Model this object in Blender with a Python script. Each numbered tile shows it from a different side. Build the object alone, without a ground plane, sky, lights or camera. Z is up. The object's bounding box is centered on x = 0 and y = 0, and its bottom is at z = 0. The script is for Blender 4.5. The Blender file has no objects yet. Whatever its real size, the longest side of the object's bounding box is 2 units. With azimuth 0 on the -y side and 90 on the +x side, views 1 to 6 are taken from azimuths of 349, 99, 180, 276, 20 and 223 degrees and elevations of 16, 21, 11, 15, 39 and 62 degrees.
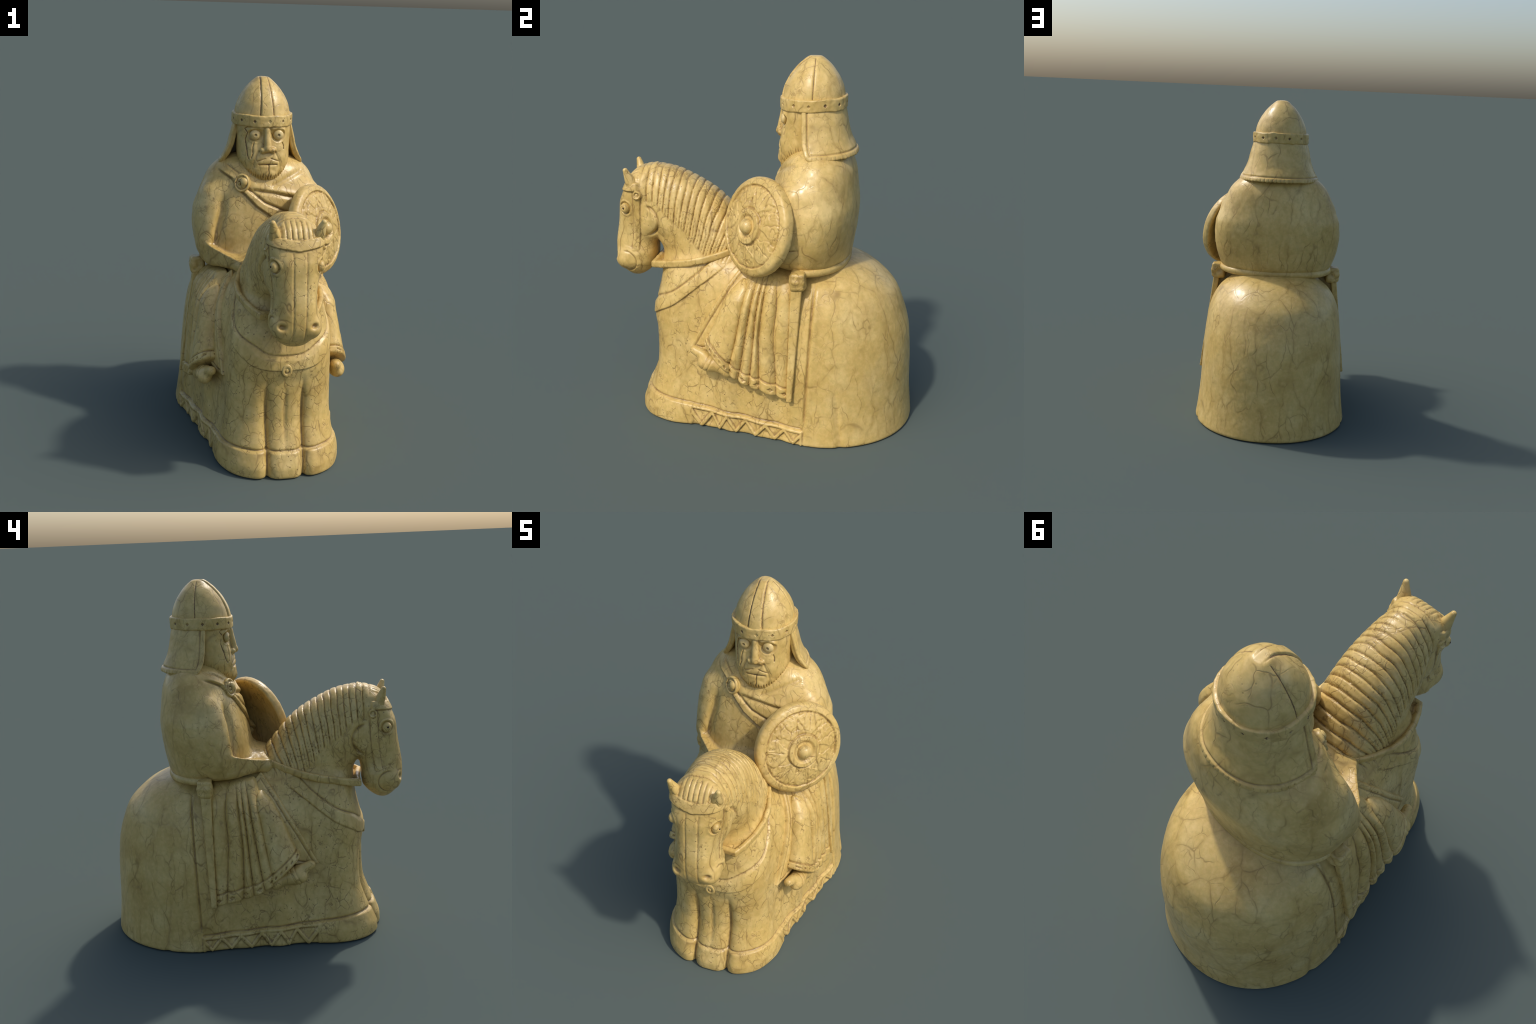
# A carved ivory chess knight: a bearded rider in a conical helmet sits on a
# short horse.  Every part is described by a signed field (profiles, sections,
# reliefs), meshed with surface nets, projected onto the exact surface, and cut
# into named parts.  Frame: metres, z up, the horse looks along -y.
import bpy
import math
import numpy as np

# --------------------------------------------------------------------------
# field toolkit
# --------------------------------------------------------------------------


def smin(a, b, k):
    h = np.clip(0.5 + 0.5 * (b - a) / k, 0.0, 1.0)
    return b + (a - b) * h - k * h * (1.0 - h)


def smax(a, b, k):
    return -smin(-a, -b, k)


def step(e0, e1, v):
    t = np.clip((v - e0) / (e1 - e0), 0.0, 1.0)
    return t * t * (3.0 - 2.0 * t)


def bell(d, w):
    return np.exp(-(d / w) ** 2)


def prof(v, *pts):
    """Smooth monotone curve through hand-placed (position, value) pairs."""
    xs = np.array([p[0] for p in pts], float)
    ys = np.array([p[1] for p in pts], float)
    dx = np.diff(xs)
    sl = np.diff(ys) / dx
    m = np.zeros(len(xs))
    m[0], m[-1] = sl[0], sl[-1]
    for i in range(1, len(xs) - 1):
        if sl[i - 1] * sl[i] > 0:
            w1, w2 = 2 * dx[i] + dx[i - 1], dx[i] + 2 * dx[i - 1]
            m[i] = (w1 + w2) / (w1 / sl[i - 1] + w2 / sl[i])
    v = np.clip(v, xs[0], xs[-1])
    i = np.clip(np.searchsorted(xs, v) - 1, 0, len(xs) - 2)
    h = dx[i]
    t = (v - xs[i]) / h
    t2, t3 = t * t, t * t * t
    return ((2 * t3 - 3 * t2 + 1) * ys[i] + (t3 - 2 * t2 + t) * h * m[i]
            + (3 * t2 - 2 * t3) * ys[i + 1] + (t3 - t2) * h * m[i + 1])


def noise(x, y, z, scale, seed=0):
    """Value noise in -1..1."""
    x, y, z = x * scale + 57.3, y * scale + 31.7, z * scale + 11.1
    xi, yi, zi = np.floor(x).astype(np.int64), np.floor(y).astype(np.int64), np.floor(z).astype(np.int64)
    fx, fy, fz = x - xi, y - yi, z - zi
    fx, fy, fz = fx * fx * (3 - 2 * fx), fy * fy * (3 - 2 * fy), fz * fz * (3 - 2 * fz)

    def hsh(a, b, c):
        n = (a * 374761393 + b * 668265263 + c * 2147483647 + seed * 1274126177) & 0x7FFFFFFF
        n = ((n ^ (n >> 13)) * 1103515245) & 0x7FFFFFFF
        return ((n ^ (n >> 16)) & 0xFFFF) / 32767.5 - 1.0
    r = 0.0
    for a in (0, 1):
        wa = fx if a else 1 - fx
        for b in (0, 1):
            wb = fy if b else 1 - fy
            for c in (0, 1):
                wc = fz if c else 1 - fz
                r = r + wa * wb * wc * hsh(xi + a, yi + b, zi + c)
    return r


def capsule(x, y, z, a, b, ra, rb):
    ax, ay, az = b[0] - a[0], b[1] - a[1], b[2] - a[2]
    t = np.clip(((x - a[0]) * ax + (y - a[1]) * ay + (z - a[2]) * az) / (ax * ax + ay * ay + az * az), 0, 1)
    return np.sqrt((x - a[0] - t * ax) ** 2 + (y - a[1] - t * ay) ** 2 + (z - a[2] - t * az) ** 2) - (ra + (rb - ra) * t)


def ball(x, y, z, c, r):
    """Ellipsoid; r is one radius or three."""
    r = np.array([r] * 3 if np.isscalar(r) else r, float)
    k = np.sqrt(((x - c[0]) / r[0]) ** 2 + ((y - c[1]) / r[1]) ** 2 + ((z - c[2]) / r[2]) ** 2)
    return (k - 1.0) * r.min()


def seg2(u, v, a, b):
    ax, ay = b[0] - a[0], b[1] - a[1]
    t = np.clip(((u - a[0]) * ax + (v - a[1]) * ay) / (ax * ax + ay * ay + 1e-12), 0, 1)
    return np.hypot(u - a[0] - t * ax, v - a[1] - t * ay)


def polyline(u, v, pts):
    """Unsigned distance to an open line in a plane."""
    d = seg2(u, v, pts[0], pts[1])
    for a, b in zip(pts[1:-1], pts[2:]):
        d = np.minimum(d, seg2(u, v, a, b))
    return d


def polygon(u, v, pts):
    """Signed distance to a closed outline in a plane (negative inside)."""
    n = len(pts)
    d = np.full(np.shape(u), 9.0)
    inside = np.zeros(np.shape(u), bool)
    for i in range(n):
        a, b = pts[i], pts[(i + 1) % n]
        d = np.minimum(d, seg2(u, v, a, b))
        if a[1] != b[1]:
            c = ((a[1] > v) != (b[1] > v)) & (u < (b[0] - a[0]) * (v - a[1]) / (b[1] - a[1]) + a[0])
            inside ^= c
    return np.where(inside, -d, d)


def section(x, y, yc, a, b, n):
    """Superellipse plan section: half width b along x, half length a along y."""
    u, t = np.abs(x) / b, np.abs(y - yc) / a
    r = (u ** n + t ** n + 1e-12) ** (1.0 / n)
    return (r - 1.0) * np.minimum(a, b)


def surface(field, lo, hi, h):
    """Surface nets of field < 0 in a box, projected onto the zero level."""
    lo, hi = np.array(lo, float), np.array(hi, float)
    B = 8
    nb = np.ceil((hi - lo) / (h * B)).astype(int) + 1
    half = B * h / 2
    ax = [lo[i] + np.arange(2 * nb[i] + 1) * half for i in range(3)]
    X, Y, Z = np.meshgrid(*ax, indexing='ij')
    S = field(X.ravel(), Y.ravel(), Z.ravel()).reshape(X.shape)
    neg = S < 0
    anyn = np.zeros(nb, bool)
    anyp = np.zeros(nb, bool)
    for i in range(3):
        for j in range(3):
            for k in range(3):
                s = neg[i:i + 2 * nb[0] - 1:2, j:j + 2 * nb[1] - 1:2, k:k + 2 * nb[2] - 1:2]
                anyn |= s
                anyp |= ~s
    act = (anyn & anyp) | (np.abs(S[1::2, 1::2, 1::2]) < half * 0.9)
    cen = S[1::2, 1::2, 1::2] < 0
    N = nb * B
    G = np.where(np.repeat(np.repeat(np.repeat(cen, B, 0), B, 1), B, 2), np.float32(-h), np.float32(h))
    bi = np.argwhere(act)
    off = np.stack(np.meshgrid(*[np.arange(B)] * 3, indexing='ij'), -1).reshape(-1, 3)
    for c in range(0, len(bi), 1500):
        idx = (bi[c:c + 1500, None, :] * B + off[None]).reshape(-1, 3)
        p = lo + idx * h
        G[idx[:, 0], idx[:, 1], idx[:, 2]] = field(p[:, 0], p[:, 1], p[:, 2])
    inside = G < 0
    cnt = np.zeros(N - 1, np.int8)
    for i in (0, 1):
        for j in (0, 1):
            for k in (0, 1):
                cnt += inside[i:N[0] - 1 + i, j:N[1] - 1 + j, k:N[2] - 1 + k]
    cells = np.argwhere((cnt > 0) & (cnt < 8))
    vid = np.full(N - 1, -1, np.int64)
    vid[cells[:, 0], cells[:, 1], cells[:, 2]] = np.arange(len(cells))
    acc = np.zeros((len(cells), 3))
    num = np.zeros(len(cells))
    corners = [(i, j, k) for i in (0, 1) for j in (0, 1) for k in (0, 1)]
    for ci in corners:
        for d in range(3):
            if ci[d]:
                continue
            cj = list(ci)
            cj[d] = 1
            a = G[cells[:, 0] + ci[0], cells[:, 1] + ci[1], cells[:, 2] + ci[2]].astype(float)
            b = G[cells[:, 0] + cj[0], cells[:, 1] + cj[1], cells[:, 2] + cj[2]].astype(float)
            m = (a < 0) != (b < 0)
            t = np.where(m, a / np.where(m, a - b, 1), 0)
            q = np.array(ci, float)[None] + t[:, None] * np.eye(3)[d][None]
            acc += q * m[:, None]
            num += m
    V = lo + (cells + acc / num[:, None]) * h
    quads = []
    for d in range(3):
        e = [slice(1, n - 1) for n in N]
        e2 = list(e)
        e[d] = slice(0, N[d] - 1)
        e2[d] = slice(1, N[d])
        a, b = inside[tuple(e)], inside[tuple(e2)]
        ids = np.argwhere(a != b)
        base = ids + 1
        base[:, d] -= 1
        u, w = (d + 1) % 3, (d + 2) % 3
        q = []
        for du, dw in ((0, 0), (-1, 0), (-1, -1), (0, -1)):
            c = base.copy()
            c[:, u] += du
            c[:, w] += dw
            q.append(vid[c[:, 0], c[:, 1], c[:, 2]])
        q = np.stack(q, 1)
        flip = ~a[ids[:, 0], ids[:, 1], ids[:, 2]]
        q[flip] = q[flip][:, ::-1]
        quads.append(q)
    Q = np.concatenate(quads)
    Q = Q[(Q >= 0).all(1)]
    P = V.copy()
    eps = h * 0.25
    for it in range(2):
        f0 = field(P[:, 0], P[:, 1], P[:, 2])
        g = np.stack([field(*(P + eps * np.eye(3)[d]).T) - f0 for d in range(3)], 1) / eps
        s = -(f0 / np.maximum((g * g).sum(1), 0.05))[:, None] * g
        ln = np.linalg.norm(s, axis=1, keepdims=True)
        P = P + s * np.minimum(1.0, 0.6 * h / np.maximum(ln, 1e-9))
    far = np.linalg.norm(P - V, axis=1) > 1.2 * h
    P[far] = V[far]
    return P, Q


# --------------------------------------------------------------------------
# scene helpers
# --------------------------------------------------------------------------
root = bpy.data.objects.new("chess_knight", None)
bpy.context.scene.collection.objects.link(root)
root.empty_display_size = 0.2
root["label"] = "carved old ivory chess knight, helmeted rider on stout horse"
root["category"] = "chess piece"


def raw_mesh(name, V, Q):
    me = bpy.data.meshes.new(name)
    me.vertices.add(len(V))
    me.vertices.foreach_set("co", np.ascontiguousarray(V, np.float32).ravel())
    me.loops.add(Q.size)
    me.loops.foreach_set("vertex_index", Q.astype(np.int32).ravel())
    me.polygons.add(len(Q))
    me.polygons.foreach_set("loop_start", np.arange(0, Q.size, 4, dtype=np.int32))
    me.polygons.foreach_set("loop_total", np.full(len(Q), 4, np.int32))
    me.polygons.foreach_set("use_smooth", np.ones(len(Q), bool))
    me.update(calc_edges=True)
    return me


def vertex_normals(V, Q):
    n = np.cross(V[Q[:, 2]] - V[Q[:, 0]], V[Q[:, 3]] - V[Q[:, 1]])
    out = np.zeros_like(V)
    for k in range(4):
        np.add.at(out, Q[:, k], n)
    return out / np.maximum(np.linalg.norm(out, axis=1, keepdims=True), 1e-12)


def put(name, V, Q, mat, parent=root, normals=None):
    me = raw_mesh(name, V, Q)
    if normals is not None:
        me.normals_split_custom_set_from_vertices([tuple(n) for n in normals])
    me.materials.append(mat)
    ob = bpy.data.objects.new(name, me)
    bpy.context.scene.collection.objects.link(ob)
    ob.parent = parent
    return ob


def carve(name, field, lo, hi, h, mat, parent=root):
    V, Q = surface(field, lo, hi, h)
    return put(name, V, Q, mat, parent, vertex_normals(V, Q))


def carve_regions(field, lo, hi, h, regions, mats):
    """One smooth surface cut by region: regions(x,y,z) gives a part index per
    face; mats lists (name, material, parent name or None)."""
    V, Q = surface(field, lo, hi, h)
    Nn = vertex_normals(V, Q)
    c = V[Q].mean(1)
    lab = regions(c[:, 0], c[:, 1], c[:, 2])
    made = {}
    for i, (name, mat, par) in enumerate(mats):
        m = lab == i
        if not m.any():
            continue
        used, inv = np.unique(Q[m], return_inverse=True)
        ob = put(name, V[used], inv.reshape(-1, 4), mat, made.get(par, root), Nn[used])
        made[ob.name] = ob
        made.setdefault(name, ob)
    return made


# --------------------------------------------------------------------------
# materials: aged ivory
# --------------------------------------------------------------------------


def ivory(name, tint=(1, 1, 1), crack=1.0, stain=1.0, rough=0.36):
    m = bpy.data.materials.new(name)
    m.use_nodes = True
    nt = m.node_tree
    nt.nodes.clear()
    N, L = nt.nodes.new, nt.links.new

    def val(op, a, b=None, clamp=False):
        n = N("ShaderNodeMath")
        n.operation = op
        n.use_clamp = clamp
        for i, s in enumerate((a, b)):
            if s is None:
                continue
            if isinstance(s, (int, float)):
                n.inputs[i].default_value = s
            else:
                L(s, n.inputs[i])
        return n.outputs[0]

    def ramp(src, stops):
        r = N("ShaderNodeValToRGB")
        el = r.color_ramp.elements
        while len(el) > 1:
            el.remove(el[-1])
        el[0].position, el[0].color = stops[0][0], stops[0][1]
        for p, c in stops[1:]:
            el.new(p).color = c
        L(src, r.inputs[0])
        return r.outputs[0]

    def grey(p, v):
        return (p, (v, v, v, 1))

    def noi(scale, detail=4, rgh=0.6, vec=None, dist=0.0):
        n = N("ShaderNodeTexNoise")
        n.inputs["Scale"].default_value = scale
        n.inputs["Detail"].default_value = detail
        n.inputs["Roughness"].default_value = rgh
        n.inputs["Distortion"].default_value = dist
        L(vec or co, n.inputs["Vector"])
        return n

    def mix(f, a, b, blend="MIX"):
        n = N("ShaderNodeMix")
        n.data_type = "RGBA"
        n.blend_type = blend
        if isinstance(f, (int, float)):
            n.inputs[0].default_value = f
        else:
            L(f, n.inputs[0])
        for s, i in ((a, 6), (b, 7)):
            if isinstance(s, tuple):
                n.inputs[i].default_value = s
            else:
                L(s, n.inputs[i])
        return n.outputs[2]

    def shifted(vec, noise_scale, detail, amount, scale=(1, 1, 1), rot=(0, 0, 0)):
        wn = noi(noise_scale, detail, 0.55)
        sub = N("ShaderNodeVectorMath")
        sub.operation = "SUBTRACT"
        L(wn.outputs["Color"], sub.inputs[0])
        sub.inputs[1].default_value = (0.5, 0.5, 0.5)
        scl = N("ShaderNodeVectorMath")
        scl.operation = "SCALE"
        L(sub.outputs[0], scl.inputs[0])
        scl.inputs["Scale"].default_value = amount
        add = N("ShaderNodeVectorMath")
        L(vec, add.inputs[0])
        L(scl.outputs[0], add.inputs[1])
        mp = N("ShaderNodeMapping")
        mp.inputs["Scale"].default_value = scale
        mp.inputs["Rotation"].default_value = rot
        L(add.outputs[0], mp.inputs[0])
        return mp.outputs[0]

    tc = N("ShaderNodeTexCoord")
    co = tc.outputs["Object"]
    warped = shifted(co, 5.0, 3, 0.16)
    long_a = shifted(co, 6.0, 2, 0.10, (1, 1, 0.32), (0.12, 0.15, 0))
    long_b = shifted(co, 9.0, 2, 0.07, (1, 1, 0.36), (-0.2, 0.1, 0.7))
    small = shifted(co, 22.0, 2, 0.03, (1, 1, 0.8))

    def edges(scale, vec):
        v = N("ShaderNodeTexVoronoi")
        v.feature = "DISTANCE_TO_EDGE"
        v.inputs["Scale"].default_value = scale
        L(vec, v.inputs["Vector"])
        return v.outputs["Distance"]

    def line(dist, width):
        return ramp(dist, [grey(0.0, 1), grey(width * 0.45, 0.6), grey(width, 0)])

    def mask(scale, a, b, lo=0.0):
        return ramp(noi(scale, 3).outputs["Fac"], [grey(a, lo), grey(b, 1)])

    # the face-ward half of the piece is more deeply crazed
    sep = N("ShaderNodeSeparateXYZ")
    L(co, sep.inputs[0])
    front = ramp(val("ADD", val("MULTIPLY", sep.outputs["Y"], -0.9), 0.62), [grey(0.15, 0.15), grey(0.6, 1)])
    ea, eb = edges(6.2, long_a), edges(12.5, long_b)
    ec, ed = edges(21.0, small), edges(44.0, small)
    halo = val("MAXIMUM", val("MULTIPLY", line(ea, 0.085), mask(3.0, 0.30, 0.55)),
               val("MULTIPLY", val("MULTIPLY", line(eb, 0.14), mask(5.0, 0.40, 0.62)), 0.8))
    thread = val("MAXIMUM", val("MULTIPLY", line(ea, 0.022), mask(6.0, 0.45, 0.64)),
                 val("MULTIPLY", line(eb, 0.034), mask(8.0, 0.47, 0.64)))
    hair = val("MAXIMUM", val("MULTIPLY", line(ec, 0.055), mask(11.0, 0.50, 0.62)),
               val("MULTIPLY", line(ed, 0.085), mask(14.0, 0.56, 0.66)))
    hair = val("MULTIPLY", hair, front)
    crk = val("MAXIMUM", val("MULTIPLY", val("MULTIPLY", thread, ramp(front, [grey(0.15, 0.90), grey(1, 1)])), 0.58), val("MULTIPLY", hair, 0.64))
    crk = val("MULTIPLY", crk, crack, True)

    # body colour: cream with two-hue mottling and fine fibre
    mott = noi(5.0, 6, 0.62)
    fib = N("ShaderNodeMapping")
    fib.inputs["Scale"].default_value = (60, 60, 9)
    L(warped, fib.inputs[0])
    fibn = noi(1.0, 4, 0.6, fib.outputs[0])
    grain = noi(42.0, 4, 0.6)
    base = ramp(mott.outputs["Fac"], [(0.30, (0.480, 0.315, 0.086, 1)), (0.48, (0.605, 0.420, 0.134, 1)), (0.68, (0.705, 0.522, 0.205, 1))])
    base = mix(val("MULTIPLY", ramp(grain.outputs["Fac"], [grey(0.36, 1), grey(0.52, 0)]), 0.30), base, (0.44, 0.335, 0.105, 1))
    base = mix(val("MULTIPLY", ramp(grain.outputs["Fac"], [grey(0.50, 0), grey(0.66, 1)]), 0.30), base, (0.72, 0.510, 0.215, 1))
    base = mix(val("MULTIPLY", ramp(fibn.outputs["Fac"], [grey(0.35, 1), grey(0.6, 0)]), 0.12), base, (0.36, 0.23, 0.06, 1))
    # brown stain patches, irregular
    st = ramp(noi(4.3, 7, 0.7, warped).outputs["Fac"], [grey(0.52, 0), grey(0.72, 1)])
    base = mix(val("MULTIPLY", st, 0.42 * stain), base, (0.37, 0.225, 0.055, 1))
    base = mix(val("MULTIPLY", halo, 0.30), base, (0.33, 0.205, 0.050, 1))
    # pits: tiny dark dots
    pv = N("ShaderNodeTexVoronoi")
    pv.inputs["Scale"].default_value = 36.0
    L(co, pv.inputs["Vector"])
    pit = ramp(pv.outputs["Distance"], [grey(0.085, 1), grey(0.16, 0)])
    pit = val("MULTIPLY", pit, ramp(noi(5.0, 2).outputs["Fac"], [grey(0.50, 0), grey(0.60, 1)]))
    pit = val("MULTIPLY", val("MULTIPLY", pit, front), 0.7 * crack, True)
    base = mix(crk, base, (0.125, 0.062, 0.014, 1))
    base = mix(pit, base, (0.10, 0.050, 0.016, 1))
    # brown dirt and baked crease shade, painted together into sharp carved grooves, patchy
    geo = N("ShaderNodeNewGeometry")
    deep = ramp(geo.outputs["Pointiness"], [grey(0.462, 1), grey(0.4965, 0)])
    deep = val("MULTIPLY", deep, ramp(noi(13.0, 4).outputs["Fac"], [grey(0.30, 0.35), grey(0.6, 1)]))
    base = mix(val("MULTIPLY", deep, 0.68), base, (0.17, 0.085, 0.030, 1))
    if tint != (1, 1, 1):
        base = mix(1.0, base, (*tint, 1), "MULTIPLY")

    hgt = val("SUBTRACT", val("MULTIPLY", fibn.outputs["Fac"], 0.10), val("ADD", crk, val("MULTIPLY", pit, 1.2)))
    bump = N("ShaderNodeBump")
    bump.inputs["Strength"].default_value = 0.35
    bump.inputs["Distance"].default_value = 0.004
    L(hgt, bump.inputs["Height"])
    bs = N("ShaderNodeBsdfPrincipled")
    L(base, bs.inputs["Base Color"])
    L(bump.outputs[0], bs.inputs["Normal"])
    L(ramp(mott.outputs["Fac"], [grey(0.3, rough + 0.08), grey(0.7, rough - 0.05)]), bs.inputs["Roughness"])
    bs.inputs["Specular IOR Level"].default_value = 0.42
    out = N("ShaderNodeOutputMaterial")
    L(bs.outputs[0], out.inputs[0])
    return m


def plain(name, col, rough=0.7):
    m = bpy.data.materials.new(name)
    m.use_nodes = True
    nt = m.node_tree
    bs = nt.nodes["Principled BSDF"]
    n = nt.nodes.new("ShaderNodeTexNoise")
    n.inputs["Scale"].default_value = 60
    tc = nt.nodes.new("ShaderNodeTexCoord")
    nt.links.new(tc.outputs["Object"], n.inputs["Vector"])
    r = nt.nodes.new("ShaderNodeValToRGB")
    r.color_ramp.elements[0].color = tuple(c * 0.6 for c in col) + (1,)
    r.color_ramp.elements[1].color = tuple(min(1, c * 1.4) for c in col) + (1,)
    nt.links.new(n.outputs["Fac"], r.inputs[0])
    nt.links.new(r.outputs[0], bs.inputs["Base Color"])
    bs.inputs["Roughness"].default_value = rough
    return m


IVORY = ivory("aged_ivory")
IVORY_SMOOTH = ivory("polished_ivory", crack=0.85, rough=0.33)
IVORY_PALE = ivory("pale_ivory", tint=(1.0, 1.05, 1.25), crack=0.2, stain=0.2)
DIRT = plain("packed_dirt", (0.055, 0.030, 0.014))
STAIN = plain("brown_stain", (0.24, 0.150, 0.055))
SCORE = plain("dirty_groove", (0.17, 0.100, 0.038))

# --------------------------------------------------------------------------
# the horse
# --------------------------------------------------------------------------


def crest_height(y):
    return prof(y, (-0.74, 1.335), (-0.68, 1.39), (-0.60, 1.408), (-0.536, 1.402), (-0.468, 1.388), (-0.40, 1.357),
                (-0.318, 1.314), (-0.25, 1.268), (-0.20, 1.22), (-0.103, 1.098), (0.0, 1.0))


def mane_edge(y):
    """Height of the lower border of the mane."""
    return prof(y, (-0.70, 1.27), (-0.64, 1.235), (-0.57, 1.215), (-0.541, 1.185), (-0.471, 1.125), (-0.422, 1.088),
                (-0.378, 1.044), (-0.33, 0.99), (-0.28, 0.94), (0.0, 0.93))


def trunk_half_width(y, z):
    rear = prof(z, (0.0, 0.476), (0.06, 0.466), (0.2, 0.450), (0.38, 0.440), (0.54, 0.427), (0.70, 0.404), (0.77, 0.382),
                (0.85, 0.336), (0.93, 0.25), (0.97, 0.24), (1.0, 0.12))
    fore = prof(z, (0.0, 0.330), (0.06, 0.328), (0.16, 0.308), (0.325, 0.287), (0.5, 0.282), (0.63, 0.277), (0.72, 0.266),
                (0.84, 0.240), (0.90, 0.214), (0.95, 0.18), (1.0, 0.15))
    mid = prof(z, (0.0, 0.384), (0.1, 0.376), (0.28, 0.372), (0.40, 0.358), (0.55, 0.340), (0.70, 0.315), (0.80, 0.290), (0.87, 0.255), (0.94, 0.205),
               (1.0, 0.15))
    t = np.clip((y + 0.40) / 0.30, 0, 1)
    u = np.clip((y + 0.10) / 0.43, 0, 1)
    return fore + (mid - fore) * t * t * (3 - 2 * t) * (1 - u) + (rear - fore) * u


def hem_line(y):
    return prof(y, (-0.72, 0.132), (-0.60, 0.142), (-0.50, 0.135), (-0.32, 0.118), (0.0, 0.10), (0.27, 0.086))


def strap_upper(y):
    return prof(y, (-0.66, 0.602), (-0.63, 0.622), (-0.60, 0.655), (-0.568, 0.696), (-0.463, 0.762), (-0.34, 0.858),
                (-0.272, 0.924), (-0.2, 0.98))


def strap_lower(y):
    return prof(y, (-0.66, 0.556), (-0.63, 0.572), (-0.60, 0.594), (-0.55, 0.638), (-0.466, 0.690), (-0.343, 0.787),
                (-0.223, 0.883), (-0.15, 0.94))


def horse(x, y, z):
    ax = np.abs(x)
    # trunk: wedge plan, broad domed rump, rounded chest
    H = trunk_half_width(y, z)
    A = prof(z, (0.0, 0.51), (0.05, 0.505), (0.2, 0.492), (0.4, 0.486), (0.54, 0.474), (0.67, 0.440), (0.76, 0.402),
             (0.85, 0.318), (0.90, 0.245), (0.94, 0.14), (0.965, 0.07), (1.0, 0.03))
    yf = prof(z, (0.0, -0.702), (0.05, -0.700), (0.1, -0.684), (0.16, -0.660), (0.22, -0.636), (0.30, -0.612), (0.40, -0.606),
              (0.5, -0.606), (0.58, -0.616), (0.64, -0.610), (0.72, -0.590), (0.80, -0.570), (0.88, -0.555), (0.95, -0.52))
    tf = np.clip((-0.38 - y) / (-0.38 - yf), 0, None)
    tb = np.clip((y - 0.33) / A, 0, None)
    n = np.where(y > 0, 2.08, 2.6)
    r = ((ax / H) ** n + tf ** n + tb ** n + 1e-12) ** (1.0 / n)
    f = (r - 1.0) * H
    f = smax(f, z - 0.985, 0.10)
    # flank cloth is set back between foreleg and haunch, with soft folds
    ridge = 0.276 + 0.045 * np.clip(z, 0, 1)
    flank = step(-0.345, -0.318, y) * (1 - step(ridge - 0.03, ridge - 0.004, y)) * (1 - step(0.80, 0.95, z)) * step(0.1, 0.2, ax)
    f = f + 0.006 * flank
    f = f - 0.010 * step(0.18, 0.215, y) * (1 - step(ridge - 0.016, ridge - 0.002, y)) * (1 - step(0.78, 0.93, z)) * step(0.2, 0.3, ax) * step(0.09, 0.16, z)
    f = f - 0.005 * flank * np.sin((y + 0.02 * np.sin(9 * z)) * 34.0) * (1 - step(0.3, 0.45, z))
    f = f - 0.006 * bell(y - ridge - 0.012, 0.018) * step(0.2, 0.3, ax) * (1 - step(0.75, 0.95, z))
    f = f + 0.011 * bell(y - ridge + 0.006, 0.008) * step(0.2, 0.3, ax) * (1 - step(0.75, 0.92, z)) * step(0.10, 0.18, z)
    # haunch: drag folds behind the ridge
    f = f + 0.008 * bell(y - 0.43 - 0.12 * (0.35 - z), 0.018) * (1 - step(0.2, 0.42, z)) * step(0.25, 0.35, ax)
    # forelegs: two upright furrows and a middle lobe
    fr = step(-0.46, -0.56, y)
    d = ax - 0.096
    deep = (1 - step(0.36, 0.56, z)) * fr
    f = f + deep * (0.022 * bell(d, 0.032) + 0.018 * bell(d, 0.011))
    f = f + deep * 0.008 * bell(ax, 0.012) * step(0.1, 0.3, z)
    # hem along the foot of the body
    hem = (1 - step(0.262, 0.275, y))
    hl = hem_line(y)
    low = 1 - step(hl - 0.008, hl + 0.006, z)
    f = f - (0.013 - 0.006 * fr) * low * hem
    f = f + 0.008 * bell(z - hl - 0.006, 0.006) * hem
    # zigzag cut into the hem band of the flank
    ph = (y + 0.36) / 0.106 + 0.16 * noise(y, y * 0, y * 0, 9, 6)
    tri = np.abs((ph % 1.0) - 0.5) * 2
    inband = step(-0.37, -0.35, y) * (1 - step(0.25, 0.265, y)) * low
    zz = (z - 0.012) / np.maximum(hl - 0.03, 0.02)
    cut = step(0.13, 0.24, np.abs(tri - zz))
    f = f + (0.009 + 0.008 * noise(x, y, z, 22, 7)) * inband * cut * (1 - step(hl - 0.022, hl - 0.014, z)) * step(0.2, 0.25, ax)
    # breast strap
    su, sl = strap_upper(y), strap_lower(y)
    strap = step(sl - 0.004, sl + 0.004, z) * (1 - step(su - 0.004, su + 0.004, z)) * step(-0.16, -0.24, y)
    f = f - 0.008 * strap
    f = f + 0.006 * bell(z - su - 0.005, 0.006) * step(-0.16, -0.24, y)
    # neck
    ny = prof(z, (0.86, -0.0), (1.0, -0.025), (1.098, -0.103), (1.152, -0.147), (1.222, -0.208), (1.271, -0.263), (1.315, -0.33),
              (1.357, -0.406), (1.388, -0.478), (1.402, -0.54), (1.410, -0.585))
    nf = prof(z, (0.80, -0.545), (0.86, -0.556), (0.95, -0.572), (1.02, -0.61), (1.1, -0.635), (1.25, -0.67), (1.32, -0.695), (1.36, -0.695),
              (1.39, -0.67), (1.403, -0.64), (1.410, -0.60))
    nb = prof(z, (0.86, 0.198), (1.0, 0.188), (1.1, 0.172), (1.2, 0.154), (1.28, 0.133), (1.32, 0.115), (1.355, 0.092), (1.385, 0.066),
              (1.402, 0.042), (1.410, 0.02))
    neck = section(x, y, (ny + nf) / 2, np.maximum((ny - nf) / 2, 0.008), nb, np.where(y < (ny + nf) / 2, 2.25 + 1.25 * step(1.03, 1.14, z), 2.25))
    neck = smax(neck, z - 1.410, 0.01)
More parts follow.
